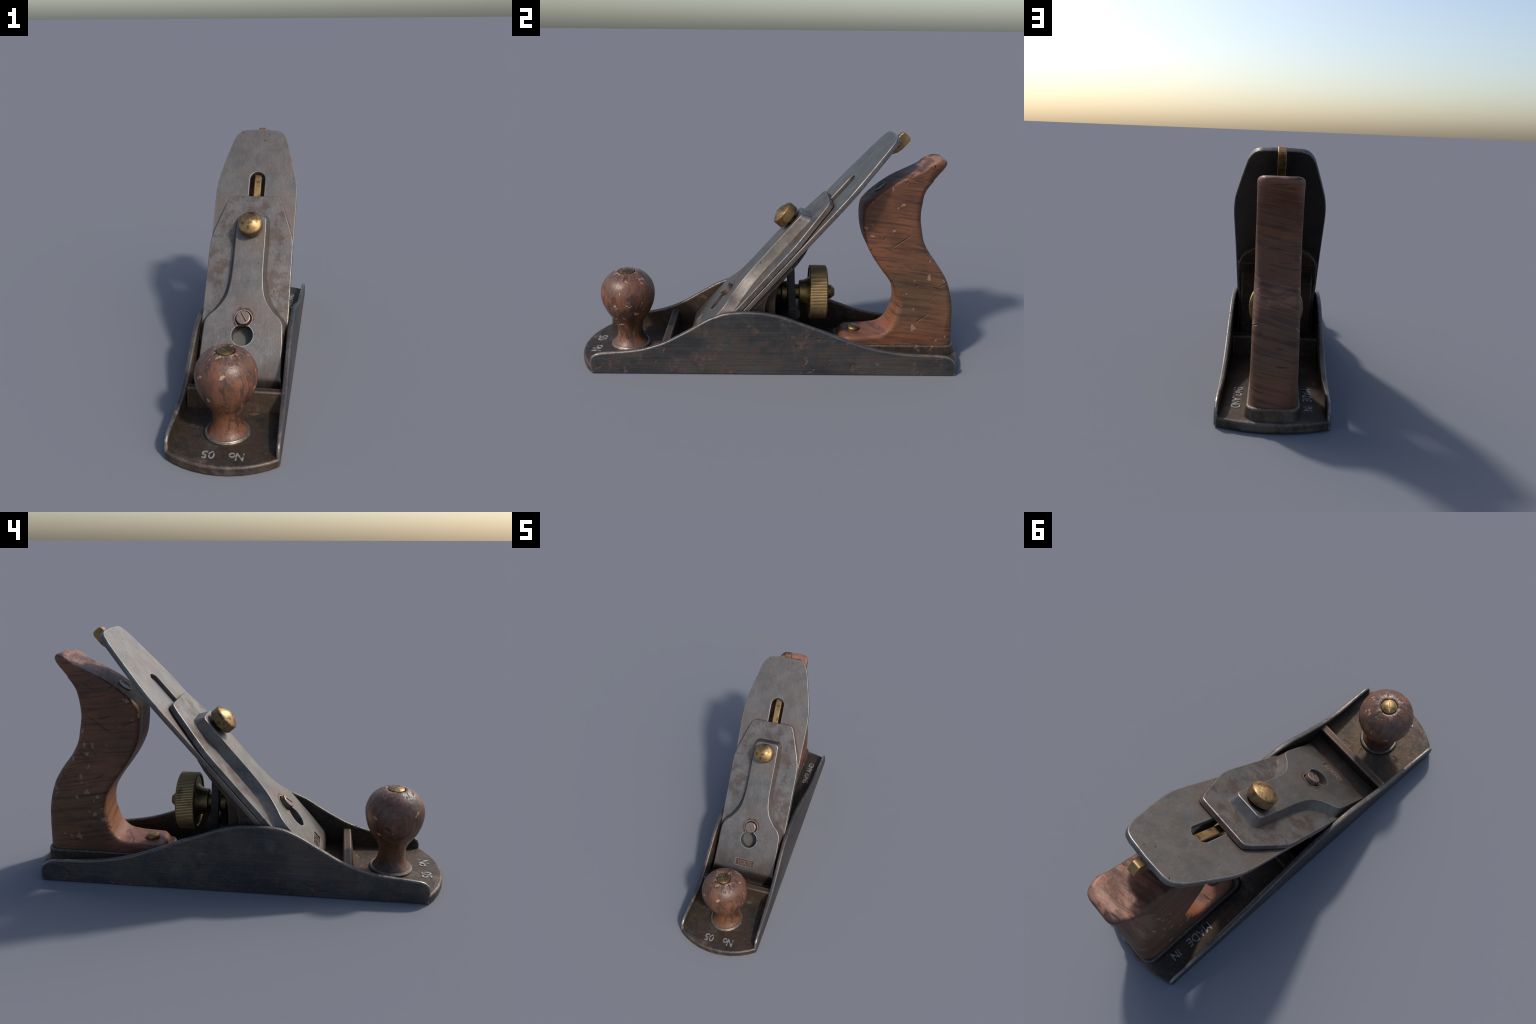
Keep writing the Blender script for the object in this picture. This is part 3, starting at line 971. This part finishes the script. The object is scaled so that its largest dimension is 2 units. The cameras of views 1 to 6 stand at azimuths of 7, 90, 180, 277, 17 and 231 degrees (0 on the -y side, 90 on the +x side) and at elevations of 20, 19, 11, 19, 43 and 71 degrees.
wheel = bmesh.new()
lathe(wheel, [(0.060, 0.2935), (0.128, 0.2955), (0.136, 0.2915), (0.140, 0.288), (0.140, 0.208), (0.138, 0.2045), (0.133, 0.2025), (0.126, 0.2035), (0.121, 0.209), (0.075, 0.209)],
      teeth * 6, radial=lambda a, z: mill(a, z))
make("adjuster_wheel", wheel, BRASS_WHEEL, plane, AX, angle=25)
bm = bmesh.new()
lathe(bm, [(0.0, 0.3375), (0.020, 0.3375), (0.037, 0.318), (0.037, 0.290), (0.090, 0.288), (0.090, 0.214), (0.082, 0.206), (0.070, 0.190), (0.0635, 0.176), (0.0605, 0.153),
           (0.056, 0.151), (0.039, 0.150), (0.039, 0.090), (0.054, 0.089), (0.056, 0.086), (0.055, 0.062), (0.050, 0.058), (0.036, 0.056), (0.034, -0.01)], 40)
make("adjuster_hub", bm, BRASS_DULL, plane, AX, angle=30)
# yoke lever, two arms and a pivot pin
yoke = bmesh.new()
for sgn in (1, -1):
    x0, x1 = sorted((sgn * 0.060, sgn * 0.078))
    arm = [(0.096, 0.27), (0.130, 0.25), (0.133, 0.30), (0.127, 0.40), (0.1225, 0.50), (0.1205, 0.535), (0.090, 0.528), (0.089, 0.40)]
    prism(yoke, arm, x0, x1, lambda u, v, w: (w, u, v))
    prism(yoke, [(0.112, 0.05), (0.134, 0.05), (0.134, 0.27), (0.112, 0.27)], sgn * 0.045 - 0.008, sgn * 0.045 + 0.008, lambda u, v, w: (w, u, v))
prism(yoke, circle(0.124, 0.262, 0.033, 32), -0.086, 0.086, lambda u, v, w: (w, u, v))
make("yoke_lever", yoke, DARK, plane, bevel=0.003, seg=2)

# --------------------------------------------------------------- front knob
KNOB = Matrix.Translation((0, -0.753, 0))
prof = catmull([(0.0445, 0.4625), (0.053, 0.4645), (0.072, 0.458), (0.100, 0.439), (0.124, 0.409), (0.138, 0.372), (0.1405, 0.342), (0.135, 0.302), (0.117, 0.254),
                (0.096, 0.218), (0.078, 0.191), (0.0675, 0.163), (0.065, 0.135), (0.068, 0.107), (0.0765, 0.085), (0.0885, 0.068), (0.0925, 0.0605), (0.091, 0.052)], 4)
prof = [(0.0, 0.455), (0.0435, 0.455)] + prof


def wonky(a, z):
    crown = max(0.0, min(1.0, (z - 0.415) / 0.035))
    crown = crown * 0.018 * noise.noise((math.cos(a) * 3.2, math.sin(a) * 3.2, z * 14))
    return 1.0 + crown + 0.010 * noise.noise((math.cos(a) * 1.3, math.sin(a) * 1.3, z * 9)) + 0.004 * noise.noise((math.cos(a) * 4, math.sin(a) * 4, z * 24))


bm = bmesh.new()
lathe(bm, prof, 26, radial=wonky)
knob = make("front_knob", bm, WOOD_KNOB, plane, KNOB, angle=50, weighted=False)
bm = bmesh.new()
lathe(bm, [(0.090, 0.0625), (0.0955, 0.0635), (0.0985, 0.060), (0.0985, 0.05)], 56)
make("ring", bm, RING, knob, KNOB)
bm = bmesh.new()
lathe(bm, [(0.0, 0.4725), (0.018, 0.4718), (0.030, 0.4692), (0.0385, 0.4645), (0.0400, 0.455)], 36)
NUT = KNOB @ Matrix.Rotation(math.radians(45), 4, "Z")
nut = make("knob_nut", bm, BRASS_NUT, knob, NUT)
bm = bmesh.new()
box(bm, -0.0035, 0.0035, -0.05, 0.05, 0.469, 0.49)
cut(nut, [cutter(bm, NUT)])

# ---------------------------------------------------------------- rear tote
back = [(0.821, 1.0795), (0.845, 1.0765), (0.8555, 1.060), (0.849, 1.040), (0.818, 1.001), (0.777, 0.952), (0.756, 0.912), (0.7465, 0.862), (0.743, 0.808),
        (0.750, 0.745), (0.7685, 0.665), (0.806, 0.598), (0.855, 0.534), (0.896, 0.471), (0.9225, 0.407), (0.940, 0.335), (0.953, 0.24), (0.9615, 0.13)]
front_t = [(0.370, 0.118), (0.385, 0.136), (0.45, 0.1415), (0.53, 0.1475), (0.588, 0.161), (0.625, 0.197), (0.649, 0.262), (0.657, 0.333), (0.644, 0.395), (0.606, 0.459),
           (0.547, 0.538), (0.498, 0.614), (0.4705, 0.678), (0.4575, 0.742), (0.4545, 0.80), (0.461, 0.841), (0.486, 0.874), (0.54, 0.922), (0.615, 0.973),
           (0.69, 1.010), (0.75, 1.040), (0.788, 1.0635)]
loop = catmull([(0.9625, 0.075)] + back[::-1] + front_t[::-1] + [(0.366, 0.075)], 5)
# resample evenly, then round the edges with a per-point radius
loop = resample(loop, 190)
W = 0.1035
RND = 0.017


def inward(pts):
    n = len(pts)
    res = []
    for i in range(n):
        a = pts[max(i - 1, 0)]
        b = pts[min(i + 1, n - 1)]
        t = Vector((b[0] - a[0], b[1] - a[1])).normalized()
        res.append((-t.y, t.x))
    return res


nrm = inward(loop)
area = sum(loop[i][0] * loop[(i + 1) % len(loop)][1] - loop[(i + 1) % len(loop)][0] * loop[i][1] for i in range(len(loop)))
if area < 0:
    nrm = [(-a, -b) for a, b in nrm]
K = 6
ringset = []
seq = [("l", i) for i in range(K + 1)] + [("m", i) for i in range(-5, 6)] + [("r", i) for i in range(K, -1, -1)]


def plan_round(x, y, z):
    """seen from above the horn tip, the toe and the heel have round corners"""
    for ey, reach, R, on, d in ((0.8555, 0.12, 0.060, z > 0.97, -1), (0.366, 0.10, 0.058, z < 0.2, 1), (0.9625, 0.09, 0.050, z < 0.30, -1)):
        if on and x > W - R:
            q = (y - ey) * d
            f = max(0.0, min(1.0, 1 - q / reach))
            if ey > 0.9:
                f *= max(0.0, min(1.0, (0.30 - z) / 0.15))
            y += d * f * (R - math.sqrt(max(0.0, R * R - (x - (W - R)) ** 2))) * 0.95
    return y


for side, i in seq:
    th = math.pi / 2 * i / K
    ring = []
    for (y, z), (ny, nz) in zip(loop, nrm):
        throat = max(0.0, 1 - abs(z - 0.30) / 0.30) * max(0.0, min(1.0, (0.76 - y) / 0.08))
        grip = max(0.0, 1 - abs(z - 0.70) / 0.25)
        backside = max(0.0, min(1.0, -ny * 1.6))
        tip = max(0.0, min(1.0, (y - 0.78) / 0.05)) * (1.0 if z > 0.95 else 0.0)
        rr = 0.0145 + 0.019 * max(backside, tip) + 0.016 * throat * (1 - backside) + 0.009 * grip * (1 - backside)
        off = rr * (1 - math.sin(th))
        x = W - rr * (1 - math.cos(th))
        if side == "m":
            off, x = 0.0, (W - 0.036) * i / 5.0
        bul = 0.0015 * noise.noise((y * 7, z * 7, 2.0 if side == "l" else 5.0))
        if side != "m":
            x += bul
        yy, zz = y + ny * off, z + nz * off
        yy = plan_round(abs(x), yy, zz)
        ring.append(((-x if side == "l" else x), yy, zz))
    ringset.append(ring)
bm = bmesh.new()
rings_loft(bm, ringset, cap=True)
# small hand-worn dents along the arrises
for v in bm.verts:
    d = noise.noise((v.co.x * 11, v.co.y * 11, v.co.z * 11)) * 0.0016 + noise.noise((v.co.x * 30, v.co.y * 30, v.co.z * 30)) * 0.0008
    if abs(v.co.x) < W - 0.002:
        v.co += Vector((0, 1, 0.3)) * d
tote = make("tote", bm, WOOD_TOTE, plane, angle=60)

# nut sunk in the slanted top of the tote
slope = math.atan2(0.973 - 0.874, 0.615 - 0.486)
NT_M = Matrix.Translation((0.0, 0.5445, 0.9255)) @ Matrix.Rotation(slope, 4, "X")
bm = bmesh.new()
lathe(bm, [(0.0, 0.0005), (0.022, 0.0005), (0.0275, 0.002), (0.031, 0.0035), (0.0345, 0.0025), (0.0355, -0.02)], 36)
make("tote_nut", bm, NUT_DARK, tote, NT_M)
# round-head brass screw in the toe
bm = bmesh.new()
lathe(bm, [(0.0, 0.1665), (0.012, 0.166), (0.024, 0.1625), (0.0315, 0.1575), (0.0345, 0.151), (0.0345, 0.130)], 36)
TS = Matrix.Translation((0.0, 0.447, 0.0))
ts = make("toe_screw", bm, BRASS_PLAIN, tote, TS)

bpy.context.view_layer.update()
